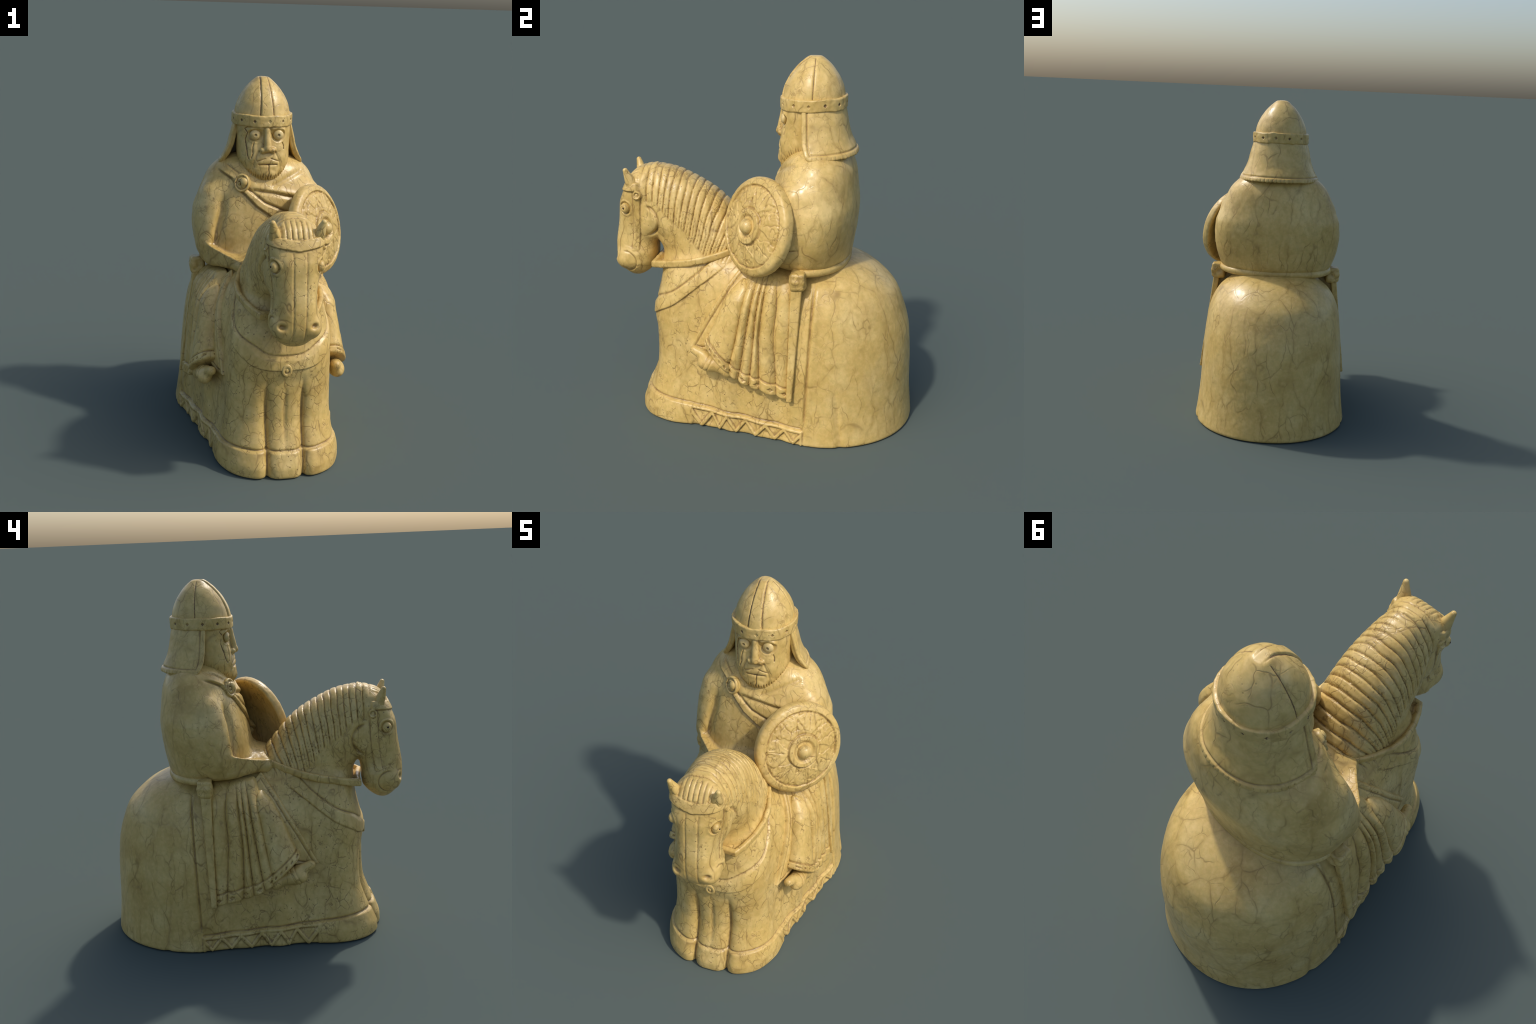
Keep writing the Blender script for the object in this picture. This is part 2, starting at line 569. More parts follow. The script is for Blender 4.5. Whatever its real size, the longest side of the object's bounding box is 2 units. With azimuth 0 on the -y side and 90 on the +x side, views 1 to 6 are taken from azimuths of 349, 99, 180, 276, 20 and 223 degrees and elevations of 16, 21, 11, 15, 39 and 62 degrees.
    # mane: upright locks running over the crest, splitting lower down
    drop = np.clip(crest_height(y) - z, 0, 0.5)
    lean = prof(y, (-0.70, 0.0), (-0.58, 0.06), (-0.40, 0.17), (-0.25, 0.28), (-0.1, 0.38))
    s = y + lean * drop + 0.004 * noise(x, y, z, 14, 3)
    wave = np.abs(np.sin(np.pi * s / 0.0365))
    fine = np.abs(np.sin(np.pi * (s + 0.004 * noise(x, y, z, 30, 4)) / 0.01825))
    mtop = step(-0.012, 0.012, z - mane_edge(y) - 0.012 * noise(x * 0, y, z * 0, 60, 5))
    mtop = mtop * step(-0.685, -0.665, y)
    lowmane = step(0.10, 0.24, drop)
    ridges = (1 - (1 - wave) ** 3) * (1 - 0.45 * lowmane) + 0.45 * lowmane * (1 - (1 - fine) ** 2.5)
    neck = neck - mtop * (0.013 * ridges - 0.009)
    f = smin(f, neck, 0.045)
    # head: long plan sections from muzzle to poll
    hf = prof(z, (0.757, -0.735), (0.777, -0.768), (0.815, -0.808), (0.85, -0.828), (0.9, -0.838), (0.95, -0.838), (1.02, -0.829),
              (1.12, -0.812), (1.2, -0.803), (1.25, -0.784), (1.31, -0.756), (1.355, -0.728), (1.39, -0.690))
    hbk = prof(z, (0.757, -0.73), (0.78, -0.68), (0.815, -0.638), (0.85, -0.614), (0.94, -0.605), (1.0, -0.596), (1.1, -0.568),
               (1.17, -0.566), (1.22, -0.59), (1.39, -0.62))
    hw = prof(z, (0.757, 0.02), (0.777, 0.062), (0.80, 0.088), (0.84, 0.118), (0.87, 0.129), (0.91, 0.129), (0.96, 0.117), (1.02, 0.113),
              (1.1, 0.122), (1.2, 0.137), (1.29, 0.140), (1.34, 0.122), (1.39, 0.06))
    head = section(x, y, (hf + hbk) / 2, np.maximum((hbk - hf) / 2, 0.006), hw - 0.006, 2.6)
    head = smax(smax(head, z - 1.385, 0.02), 0.762 - z, 0.012)
    head = smin(head, ball(ax, y, z, (0.064, -0.630, 1.105), (0.075, 0.068, 0.110)), 0.03)
    # forelock
    lock = step(1.312, 1.322, z) * step(-0.665, -0.685, y) * (1 - step(0.07, 0.085, ax))
    head = head - lock * (0.010 * (1 - (1 - np.abs(np.sin(np.pi * (x + 0.004) / 0.0262))) ** 2.5) - 0.005)
    # brow band, cheek strap, rosette, muzzle roll
    bz = 1.286 + 0.02 * ax / 0.14
    head = head - 0.008 * step(0.026, 0.021, np.abs(z - bz)) * step(-0.66, -0.68, y)
    cs = prof(z, (0.95, -0.704), (1.093, -0.686), (1.25, -0.679))
    side = step(0.06, 0.08, ax)
    head = head - 0.006 * step(0.021, 0.016, np.abs(y - cs)) * step(0.93, 0.95, z) * (1 - step(1.25, 1.26, z)) * side
    head = head - 0.009 * step(0.026, 0.019, np.hypot(y + 0.675, z - 1.262)) * side
    head = head + 0.005 * bell(np.hypot(y + 0.675, z - 1.262) - 0.011, 0.004) * side
    mr = np.hypot((y + 0.768) * 0.95, z - 0.870)
    head = smin(head, ball(ax, y, z, (0.078, -0.774, 0.878), (0.048, 0.054, 0.057)), 0.02)
    rear = step(-0.79, -0.75, y)
    head = head + 0.004 * bell(mr - 0.060, 0.004) * side * rear
    head = head - 0.003 * step(0.064, 0.068, mr) * (1 - step(0.086, 0.094, mr)) * side * rear
    # face seams and the mouth
    fc = step(-0.74, -0.77, y)
    head = head + 0.0035 * bell(np.abs(x - 0.004) - 0.032 - 0.01 * (z - 1.0), 0.0045) * fc * (1 - step(1.25, 1.26, z)) * step(0.80, 0.82, z)
    # eyes sit in almond hollows, nostrils are drilled
    er = np.hypot((y + 0.749) / 0.9, z - 1.181)
    head = head + 0.014 * bell(er, 0.034) * side
    head = head - 0.005 * bell(er - 0.041, 0.006) * side
    head = smax(head, -ball(ax, y, z, (0.083, -0.838, 0.896), (0.019, 0.03, 0.015)), 0.012)
    f = smin(f, head, 0.022)
    # cheek arc scored between head and neck
    ca = np.abs(np.hypot(y + 0.645, z - 1.115) - 0.083)
    f = f + 0.010 * bell(ca, 0.009) * step(-0.64, -0.60, y) * step(0.98, 1.05, z) * side
    f = f + 0.0008 * noise(x, y, z, 14, 1) + 0.0005 * noise(x, y, z, 55, 2)
    # bucket of the foot
    f = smax(f, -z, 0.02)
    return f


def horse_regions(x, y, z):
    ax = np.abs(x)
    lab = np.zeros(len(x), int)                                  # trunk
    lab[y > 0.276 + 0.045 * np.clip(z, 0, 1)] = 1                # hindquarters
    lab[(y < -0.335) & (z < 0.52) & (x < 0)] = 2                 # forelegs
    lab[(y < -0.335) & (z < 0.52) & (x >= 0)] = 10
    neckish = (z > 0.93 - 0.25 * (y + 0.35)) & (y < 0.05)
    lab[neckish & (z > 0.86)] = 3                                # neck
    lab[neckish & (z > mane_edge(y)) & (y > -0.70) & (z > 0.9)] = 4   # mane
    inhead = (y < -0.70) & (z > 0.7) | (y < -0.60) & (z > 0.7) & (z < mane_edge(y)) | (np.hypot(y + 0.645, z - 1.115) < 0.083)
    lab[inhead & (z > 0.74) & ((y < -0.59) | (z > 0.97))] = 5    # head
    su, sl = strap_upper(y), strap_lower(y)
    lab[(z > sl) & (z < su) & (y < -0.20) & (lab != 5)] = 6      # breast strap
    bz = 1.286 + 0.02 * ax / 0.14
    lab[(lab >= 3) & (np.abs(z - bz) < 0.024) & (y < -0.67) & (lab != 4)] = 7   # brow band
    cs = prof(z, (0.95, -0.704), (1.093, -0.686), (1.25, -0.679))
    lab[(lab == 5) & (np.abs(y - cs) < 0.019) & (z > 0.94) & (z < 1.26) & (ax > 0.07)] = 8  # cheek strap
    lab[(lab == 8) & (x > 0)] = 11
    lab[(lab == 5) & (z > 1.316) & (y < -0.67) & (ax < 0.08)] = 9  # forelock
    return lab


carve_regions(horse, (-0.53, -0.88, -0.03), (0.53, 0.88, 1.45), 0.0048, horse_regions, [
    ("trunk", IVORY, None), ("hindquarters", IVORY_SMOOTH, None), ("foreleg", IVORY, None), ("horse_neck", IVORY, None),
    ("mane", IVORY, None), ("horse_head", IVORY, None), ("breast_strap", IVORY, None), ("brow_band", IVORY, None),
    ("cheek_strap", IVORY, None), ("forelock", IVORY, None), ("foreleg", IVORY, None), ("cheek_strap", IVORY, None)])


def mirrored(name, field, lo, hi, h, mat, parent=root):
    """A part on the +x side and its twin on the -x side."""
    V, Q = surface(field, lo, hi, h)
    a = put(name, V, Q, mat, parent, vertex_normals(V, Q))
    W = V * np.array([-1.0, 1, 1])
    Q2 = Q[:, ::-1].copy()
    b = put(name, W, Q2, mat, parent, vertex_normals(W, Q2))
    return a, b


def horse_ear(x, y, z):
    f = capsule(x, y, z, (0.104, -0.708, 1.308), (0.1255, -0.734, 1.394), 0.037, 0.0135)
    cut = capsule(x, y, z, (0.113, -0.757, 1.316), (0.131, -0.763, 1.380), 0.021, 0.006)
    return smax(f, -cut, 0.006)


mirrored("horse_ear", horse_ear, (0.04, -0.79, 1.26), (0.16, -0.63, 1.42), 0.003, IVORY)


def horse_eye(x, y, z):
    f = ball(x, y, z, (0.113, -0.750, 1.181), (0.024, 0.026, 0.029))
    return smax(f, -ball(x, y, z, (0.1365, -0.757, 1.183), 0.0065), 0.003)


mirrored("horse_eye", horse_eye, (0.07, -0.80, 1.13), (0.16, -0.70, 1.23), 0.0025, IVORY)


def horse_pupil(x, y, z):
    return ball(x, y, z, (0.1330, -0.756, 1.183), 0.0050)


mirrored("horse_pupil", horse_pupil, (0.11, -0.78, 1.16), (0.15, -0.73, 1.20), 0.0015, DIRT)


def buckle(x, y, z):
    r = np.hypot(x / 0.9, (z - 0.580) / 1.15)
    f = smax(r - 0.032, np.abs(y + 0.610) - 0.016, 0.010)
    f = f + 0.006 * bell(r - 0.012, 0.004)
    return f


carve("strap_buckle", buckle, (-0.05, -0.67, 0.53), (0.05, -0.60, 0.64), 0.003, IVORY)

# --- reins: a flaring ledge around the root of the neck --------------------
REIN = [(0.155, -0.095), (0.200, -0.19), (0.232, -0.29), (0.236, -0.38), (0.214, -0.48), (0.184, -0.555), (0.150, -0.610),
        (0.05, -0.602)]
REIN_OUT = REIN + [(-p[0], p[1]) for p in reversed(REIN)]


def rein(x, y, z):
    zp = z - prof(y, (-0.62, 0.876), (-0.50, 0.903), (-0.35, 0.935), (-0.20, 0.973), (-0.10, 1.005))
    d = polygon(x, y, REIN_OUT)
    top = 0.017 - 0.026 * step(-0.016, -0.042, d)
    bot = -0.026
    f = smax(smax(d, zp - top, 0.012), bot - zp, 0.018)
    return f + 0.0012 * noise(x, y, z, 40, 8)


carve("rein", rein, (-0.26, -0.64, 0.82), (0.26, -0.07, 1.05), 0.004, IVORY)

# --------------------------------------------------------------------------
# the rider
# --------------------------------------------------------------------------
CLOAK_EDGE = [(-0.30, 1.515), (-0.181, 1.443), (-0.126, 1.373), (-0.05, 1.297), (0.044, 1.233), (0.14, 1.178), (0.30, 1.10)]
CLOAK_BAND = [(-0.10, 1.39), (-0.002, 1.315), (0.107, 1.268), (0.28, 1.21)]
CLOAK_FOLD = [(-0.06, 1.380), (0.046, 1.364), (0.163, 1.338), (0.29, 1.30)]
CLOAK_FOLD2 = [(0.05, 1.405), (0.088, 1.42), (0.137, 1.445), (0.22, 1.477)]
COLLAR = [(-0.245, 1.543), (-0.146, 1.471)]


def rider_torso(x, y, z):
    yb = prof(z, (0.90, 0.455), (0.95, 0.472), (1.04, 0.488), (1.13, 0.502), (1.24, 0.510), (1.33, 0.502), (1.42, 0.490), (1.48, 0.470),
              (1.52, 0.445), (1.55, 0.40), (1.57, 0.35))
    yf = prof(z, (0.90, 0.02), (1.0, 0.0), (1.09, 0.008), (1.18, 0.026), (1.256, 0.046), (1.35, 0.072), (1.42, 0.10), (1.48, 0.13),
              (1.52, 0.16), (1.55, 0.20), (1.57, 0.24))
    b = prof(z, (0.90, 0.295), (0.95, 0.336), (1.0, 0.360), (1.08, 0.383), (1.17, 0.393), (1.24, 0.388), (1.33, 0.356), (1.4, 0.328),
             (1.46, 0.298), (1.5, 0.264), (1.53, 0.224), (1.55, 0.18), (1.57, 0.12))
    f = section(x, y, (yb + yf) / 2, (yb - yf) / 2, b, 2.08)
    f = smax(f, z - 1.57, 0.02)
    f = smax(f, 0.935 - z, 0.05)
    # upper arms under the cloak
    ax = np.abs(x)
    f = smin(f, capsule(ax, y, z, (0.275, 0.215, 1.32), (0.298, 0.150, 1.06), 0.070, 0.076), 0.05)
    f = f + 0.022 * bell(x + prof(z, (1.05, 0.285), (1.16, 0.268), (1.26, 0.243), (1.36, 0.235)), 0.024) * step(0.16, 0.10, y) \
        * step(1.02, 1.10, z) * (1 - step(1.28, 1.40, z))
    # the forearm laid across the lap, with a flat upper face
    plan = polygon(x, y, [(-0.35, 0.20), (-0.338, 0.10), (-0.313, 0.046), (-0.154, -0.112), (-0.118, -0.098), (-0.10, 0.20)])
    along = np.clip((-x - 0.15) / 0.16, 0, 1.6)
    topz = 1.007 + 0.064 * along
    botz = 0.965 - 0.020 * along
    arm = smax(smax(plan, z - topz, 0.010), botz - z, 0.045)
    arm = smin(arm, ball(x, y, z, (-0.143, -0.088, 0.982), (0.042, 0.036, 0.034)), 0.02)
    f = smin(f, arm, 0.016)
    # the lap, rising between the forearms to the root of the mane
    f = smin(f, ball(x, y, z, (0.03, -0.01, 0.985), (0.20, 0.13, 0.085)), 0.05)
    arm2 = capsule(x, y, z, (0.30, 0.13, 1.06), (0.27, 0.07, 1.10), 0.070, 0.05)
    f = smin(f, arm2, 0.04)
    # cloak: layered edge, rolled band, hanging folds on the chest
    front = step(0.24, 0.16, y)
    edge = polygon(x, z, CLOAK_EDGE + [(0.6, 1.05), (0.6, 1.8), (-0.45, 1.8), (-0.45, 1.56)])
    f = f - 0.012 * step(0.004, -0.004, edge) * front
    f = f + 0.006 * bell(edge - 0.006, 0.006) * front
    dist = polyline(x, z, CLOAK_BAND)
    f = f + 0.011 * bell(dist, 0.008) * front
    f = f + 0.010 * bell(polyline(x, z, CLOAK_FOLD), 0.012) * front
    f = f - 0.006 * bell(polyline(x, z - 0.02, CLOAK_FOLD), 0.018) * front
    f = f + 0.008 * bell(polyline(x, z, CLOAK_FOLD2), 0.014) * front
    f = f + 0.007 * bell(polyline(x, z, COLLAR), 0.007) * front
    f = f + 0.0008 * noise(x, y, z, 14, 11) + 0.0005 * noise(x, y, z, 50, 12)
    return f


def torso_regions(x, y, z):
    lab = np.zeros(len(x), int)
    edge = polygon(x, z, CLOAK_EDGE + [(0.6, 1.05), (0.6, 1.8), (-0.45, 1.8), (-0.45, 1.56)])
    lab[(edge < 0) | (y > 0.24)] = 1
    crease = -prof(z, (1.05, 0.285), (1.16, 0.268), (1.26, 0.243), (1.36, 0.235))
    lab[(lab == 0) & ((x < crease) | ((z < 1.075) & (x < -0.10) & (y < 0.05 + 0.0 * x)))] = 2
    return lab


carve_regions(rider_torso, (-0.46, -0.16, 0.90), (0.46, 0.57, 1.62), 0.0046, torso_regions, [
    ("torso", IVORY, None), ("cloak", IVORY_SMOOTH, None), ("arm", IVORY_SMOOTH, None)])

FX = 0.006      # the face sits a touch off the axis
FACE_CRACKS = [[(-0.105, 1.735), (-0.120, 1.722), (-0.106, 1.70), (-0.116, 1.66), (-0.110, 1.615), (-0.106, 1.575), (-0.100, 1.555)],
               [(-0.073, 1.648), (-0.080, 1.62), (-0.079, 1.585), (-0.088, 1.56)],
               [(0.092, 1.645), (0.098, 1.628), (0.099, 1.610)],
               [(0.010, 1.525), (0.009, 1.50), (0.012, 1.478), (0.005, 1.460), (0.010, 1.440)]]


def rider_head(x, y, z):
    xx = x - FX
    ax = np.abs(xx)
    yf = prof(z, (1.405, 0.16), (1.42, 0.115), (1.44, 0.093), (1.47, 0.081), (1.55, 0.082), (1.60, 0.094), (1.66, 0.102), (1.72, 0.104), (1.80, 0.11))
    b = prof(z, (1.405, 0.02), (1.415, 0.05), (1.43, 0.08), (1.455, 0.106), (1.49, 0.128), (1.55, 0.146), (1.62, 0.150), (1.72, 0.154), (1.80, 0.155))
    f = section(xx, y, (yf + 0.38) / 2, (0.38 - yf) / 2, b, 2.5)
    f = smax(f, z - 1.79, 0.01)
    fr = step(0.20, 0.14, y)
    # brows, sockets
    f = f - 0.010 * bell(z - 1.728 + 0.25 * np.clip(ax - 0.06, 0, 1) ** 1.0, 0.012) * step(0.012, 0.03, ax) * (1 - step(0.095, 0.115, ax)) * fr
    er = np.hypot(ax - 0.066, z - 1.690)
    f = f + 0.014 * bell(er, 0.038) * fr
    f = f - 0.0025 * bell(er - 0.044, 0.006) * fr
    f = f + 0.007 * bell(np.hypot(ax - 0.03, z - 1.69), 0.02) * fr
    # cheek plane
    f = f - 0.006 * bell(np.hypot(ax - 0.075, z - 1.61), 0.04) * fr
    # nose
    nose = capsule(xx, y, z, (0.0, 0.104, 1.722), (0.003, 0.088, 1.628), 0.017, 0.021)
    nose = smin(nose, ball(xx, y, z, (0.004, 0.084, 1.613), (0.021, 0.024, 0.019)), 0.012)
    nose = smin(nose, ball(np.abs(xx - 0.004), y, z, (0.029, 0.092, 1.606), (0.018, 0.018, 0.016)), 0.010)
    f = smin(f, nose, 0.010)
    # moustache, lips, mouth slit
    mz = 1.527 - 0.05 * np.abs(xx - 0.008) ** 1.0 * 0.3
    mx = np.abs(xx - 0.006)
    f = f - 0.0015 * bell(z - 1.548 + 0.28 * mx, 0.011) * (1 - step(0.05, 0.075, mx)) * fr
    f = f + 0.004 * bell(z - 1.566 + 0.34 * mx, 0.004) * step(0.006, 0.02, mx) * (1 - step(0.055, 0.07, mx)) * fr
    f = f + 0.007 * bell(z - mz, 0.004) * (1 - step(0.048, 0.060, mx)) * fr
    f = f - 0.002 * bell(z - 1.513, 0.010) * (1 - step(0.03, 0.055, mx)) * fr
    f = f - 0.006 * bell(np.hypot(mx * 0.7, z - 1.475), 0.03) * fr
    # beard: a scored border with short notches along the jaw
    jz = z - prof(ax, (0.0, 1.452), (0.06, 1.462), (0.11, 1.490), (0.15, 1.545))
    ang = np.arctan2(xx, 0.26 - y) * 0.17
    f = f + 0.003 * bell(polyline(ax, z, [(0.045, 1.60), (0.072, 1.545), (0.078, 1.50), (0.062, 1.46)]), 0.006) * fr
    cell = np.floor(ang / 0.0135)
    lift = np.sin(cell * 12.9898) * 43758.5453
    lift = lift - np.floor(lift)
    f = f + (0.003 + 0.006 * lift) * bell(np.abs((ang / 0.0135) % 1.0 - 0.5) * 0.0135, 0.0026) * bell(jz - 0.012 * (lift - 0.5), 0.011) * step(0.32, 0.24, y)
    for ln in FACE_CRACKS:
        f = f + 0.005 * bell(polyline(xx, z, ln), 0.003) * fr
    f = f + 0.0015 * noise(x, y, z, 40, 21)
    return f




def face_regions(x, y, z):
    lab = np.zeros(len(x), int)
    xx = x - FX
    fr = y < 0.17
    for k, ln in enumerate(FACE_CRACKS):
        w = (0.0026 if k == 0 else 0.0011) + 0.0022 * noise(x, y, z, 45, 23)
        lab[(polyline(xx, z, ln) < w) & fr] = 1
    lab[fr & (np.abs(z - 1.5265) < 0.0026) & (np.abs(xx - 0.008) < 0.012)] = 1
    return lab


carve_regions(rider_head, (-0.19, 0.03, 1.38), (0.20, 0.42, 1.82), 0.0028, face_regions,
              [("rider_head", IVORY, None), ("face_crack", STAIN, "rider_head")])


def rider_eye(x, y, z):
    f = ball(x, y, z, (0.066, 0.1145, 1.690), (0.030, 0.017, 0.029))
    return smax(f, -ball(x, y, z, (0.066, 0.0960, 1.690), 0.0082), 0.003)


def rider_pupil(x, y, z):
    return ball(x, y, z, (0.066, 0.1000, 1.690), 0.0072)


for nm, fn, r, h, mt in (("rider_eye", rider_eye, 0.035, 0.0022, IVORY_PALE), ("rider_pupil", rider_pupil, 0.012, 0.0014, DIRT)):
    V, Q = surface(fn, (0.066 - r, 0.11 - r, 1.69 - r), (0.066 + r, 0.11 + r, 1.69 + r), h)
    put(nm, V + np.array([FX, 0, 0]), Q, mt, root, vertex_normals(V, Q))
    W = V * np.array([-1.0, 1, 1]) + np.array([FX, 0, 0])
    put(nm, W, Q[:, ::-1].copy(), mt, root, vertex_normals(W, Q[:, ::-1]))

# --- helmet ----------------------------------------------------------------
HX, HY = 0.003, 0.259


def helmet_dome(x, y, z):
    xx, yy = x - HX, y
    yc = prof(z, (1.75, 0.258), (1.87, 0.262), (2.0, 0.267))
    a = prof(z, (1.74, 0.166), (1.80, 0.160), (1.84, 0.152), (1.88, 0.136), (1.92, 0.112), (1.95, 0.088), (1.975, 0.062), (1.993, 0.040), (2.0, 0.028))
    f = section(xx, yy, yc, a, a * 0.985, 2.1)
    f = smax(f, z - 2.0, 0.006)
    ang = np.arctan2(xx, -(yy - yc))
    rad = np.hypot(xx, yy - yc)
    w = prof(z, (1.78, 0.036), (1.95, 0.024), (2.0, 0.018))
    inner = step(-0.002, 0.004, w - np.abs(xx)) * step(0.30, 0.24, yy)
    f = f - 0.006 * inner
    f = f + 0.004 * bell(np.abs(xx) - w - 0.003, 0.004) * step(0.30, 0.24, yy)
    # side and rear seams
    for s in (-1.62, 1.62):
        dd = np.abs(ang - s) * rad
        f = f + 0.005 * bell(dd, 0.004) * step(0.02, 0.05, rad)
    f = f + 0.0012 * noise(x, y, z, 30, 31)
    f = smax(f, 1.75 - z, 0.004)
    return smax(f, z - 2.0, 0.004)



def helmet_regions(x, y, z):
    lab = np.zeros(len(x), int)
    xx = x - HX
    yc = prof(z, (1.75, 0.258), (1.87, 0.262), (2.0, 0.267))
    w = prof(z, (1.78, 0.036), (1.95, 0.024), (2.0, 0.018))
    lab[(np.abs(np.abs(xx) - w - 0.003) < 0.0019) & (y < 0.25) & (z > 1.79)] = 1
    ang = np.arctan2(xx, -(y - yc))
    rad = np.hypot(xx, y - yc)
    lab[(np.abs(np.abs(ang) - 1.62) * rad < 0.0017) & (rad > 0.04) & (z > 1.79)] = 1
    return lab


helm_parts = carve_regions(helmet_dome, (-0.19, 0.07, 1.73), (0.20, 0.45, 2.02), 0.0032, helmet_regions,
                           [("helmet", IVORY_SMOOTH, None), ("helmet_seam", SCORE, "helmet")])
helm = helm_parts["helmet"]


def helmet_band(x, y, z):
    xx = x - HX
    zc = 1.771 + 0.030 * (y - HY) + 0.0015 * np.sin(7 * np.arctan2(xx, y - HY))
    d = section(xx, y, HY, 0.1735, 0.1725, 2.15)
    f = smax(smax(d, -d - 0.03, 0.004), np.abs(z - zc) - 0.032, 0.008)
    f = f + 0.0022 * noise(x, y, z, 32, 36) * step(-0.02, -0.001, d)
    ang = np.arctan2(xx, HY - y)
    q = ((ang / (2 * np.pi) * 13 + 0.35) % 1.0 - 0.5) * (2 * np.pi / 13) * 0.172
    f = f + 0.006 * step(0.012, 0.005, np.abs(q) + np.abs(z - zc)) * step(-0.02, -0.001, d)
    return f + 0.001 * noise(x, y, z, 60, 33)



def band_regions(x, y, z):
    xx = x - HX
    zc = 1.771 + 0.030 * (y - HY)
    ang = np.arctan2(xx, HY - y)
    q = ((ang / (2 * np.pi) * 13 + 0.35) % 1.0 - 0.5) * (2 * np.pi / 13) * 0.172
    hole = (np.abs(q) + np.abs(z - zc) < 0.0085) & (np.hypot(xx, y - HY) > 0.155)
    return np.where(hole & (noise(xx, y, z, 14, 34) > -0.05), 1, 0)


carve_regions(helmet_band, (-0.20, 0.06, 1.71), (0.21, 0.46, 1.83), 0.0030, band_regions,
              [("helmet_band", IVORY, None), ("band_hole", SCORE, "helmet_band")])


def neck_guard(x, y, z):
    xx = x - HX
    ax = np.abs(xx)
    yb = prof(z, (1.50, 0.500), (1.53, 0.492), (1.551, 0.482), (1.606, 0.456), (1.67, 0.440), (1.76, 0.423))
    w = prof(z, (1.50, 0.248), (1.53, 0.238), (1.56, 0.220), (1.62, 0.196), (1.69, 0.179), (1.76, 0.160))
    a = yb - 0.25
    u, t = ax / w, np.abs(y - 0.25) / a
    r = (u ** 2.2 + t ** 2.2 + 1e-12) ** (1 / 2.2)
    d = (r - 1) * np.minimum(a, w)
    shell = smax(d, -d - 0.032, 0.006)
    edge = prof(z, (1.50, 0.265), (1.53, 0.242), (1.58, 0.224), (1.76, 0.213))
    f = smax(shell, edge - y, 0.014)
    zb = 1.517 + 0.10 * (y - 0.49) * 0.3
    f = smax(f, zb - z, 0.010)
    f = smax(f, z - 1.752, 0.004)
    # piped border with notches
    inset = np.minimum(y - edge, (z - zb))
    f = f - 0.003 * step(0.026, 0.020, inset) * step(-0.014, -0.004, d)
    f = f + 0.005 * bell(inset - 0.027, 0.005) * step(-0.014, -0.004, d)
    ang = np.arctan2(xx, y - 0.25) * 0.24
    f = f + (0.0018 + 0.002 * noise(x, y, z, 30, 37)) * bell(np.abs((ang / 0.024) % 1 - 0.5) * 0.024, 0.003) * step(0.022, 0.014, z - zb) * step(-0.014, -0.004, d)
    return f + 0.001 * noise(x, y, z, 35, 35)


carve("neck_guard", neck_guard, (-0.27, 0.16, 1.48), (0.27, 0.53, 1.77), 0.0036, IVORY_SMOOTH, helm)


# --- brooch ----------------------------------------------------------------
BN = np.array([-0.45, -0.86, 0.22])
BN = BN / np.linalg.norm(BN)
BC = np.array([-0.132, 0.098, 1.421])
BU = np.cross([0, 0, 1], BN)
BU = BU / np.linalg.norm(BU)
BV = np.cross(BN, BU)


def brooch(x, y, z):
    p = (x - BC[0], y - BC[1], z - BC[2])
    u = sum(p[i] * BU[i] for i in range(3))
    v = sum(p[i] * BV[i] for i in range(3))
    h = sum(p[i] * BN[i] for i in range(3))
    r = np.hypot(u, v * 0.88)
    f = smax(r - 0.046, np.abs(h + 0.01) - 0.020, 0.012)
    f = f + 0.007 * bell(r - 0.031, 0.005)
    f = smin(f, ball(u, v, h, (0.012, 0.006, 0.008), (0.022, 0.024, 0.014)), 0.006)
    q = np.hypot(u + 0.012, v + 0.004)
    f = f + 0.005 * bell(q - 0.010, 0.003) - 0.003 * bell(q, 0.006)
    return f


carve("brooch", brooch, BC - 0.075, BC + 0.075, 0.0028, IVORY)

# --- shield ----------------------------------------------------------------
SC = np.array([0.287, 0.004, 1.169])
SAZ, SEL = math.radians(46.5), math.radians(14.2)
SN = np.array([math.sin(SAZ) * math.cos(SEL), -math.cos(SAZ) * math.cos(SEL), math.sin(SEL)])
SU = np.cross([0, 0, 1], SN)
SU = SU / np.linalg.norm(SU)
SV = np.cross(SN, SU)


def shield_frame(x, y, z):
    p = (x - SC[0], y - SC[1], z - SC[2])
    return (sum(p[i] * SU[i] for i in range(3)), sum(p[i] * SV[i] for i in range(3)), sum(p[i] * SN[i] for i in range(3)))


def shield_dish(r):
    return 0.050 * (1 - np.clip(r / 0.25, 0, 1.2) ** 2)


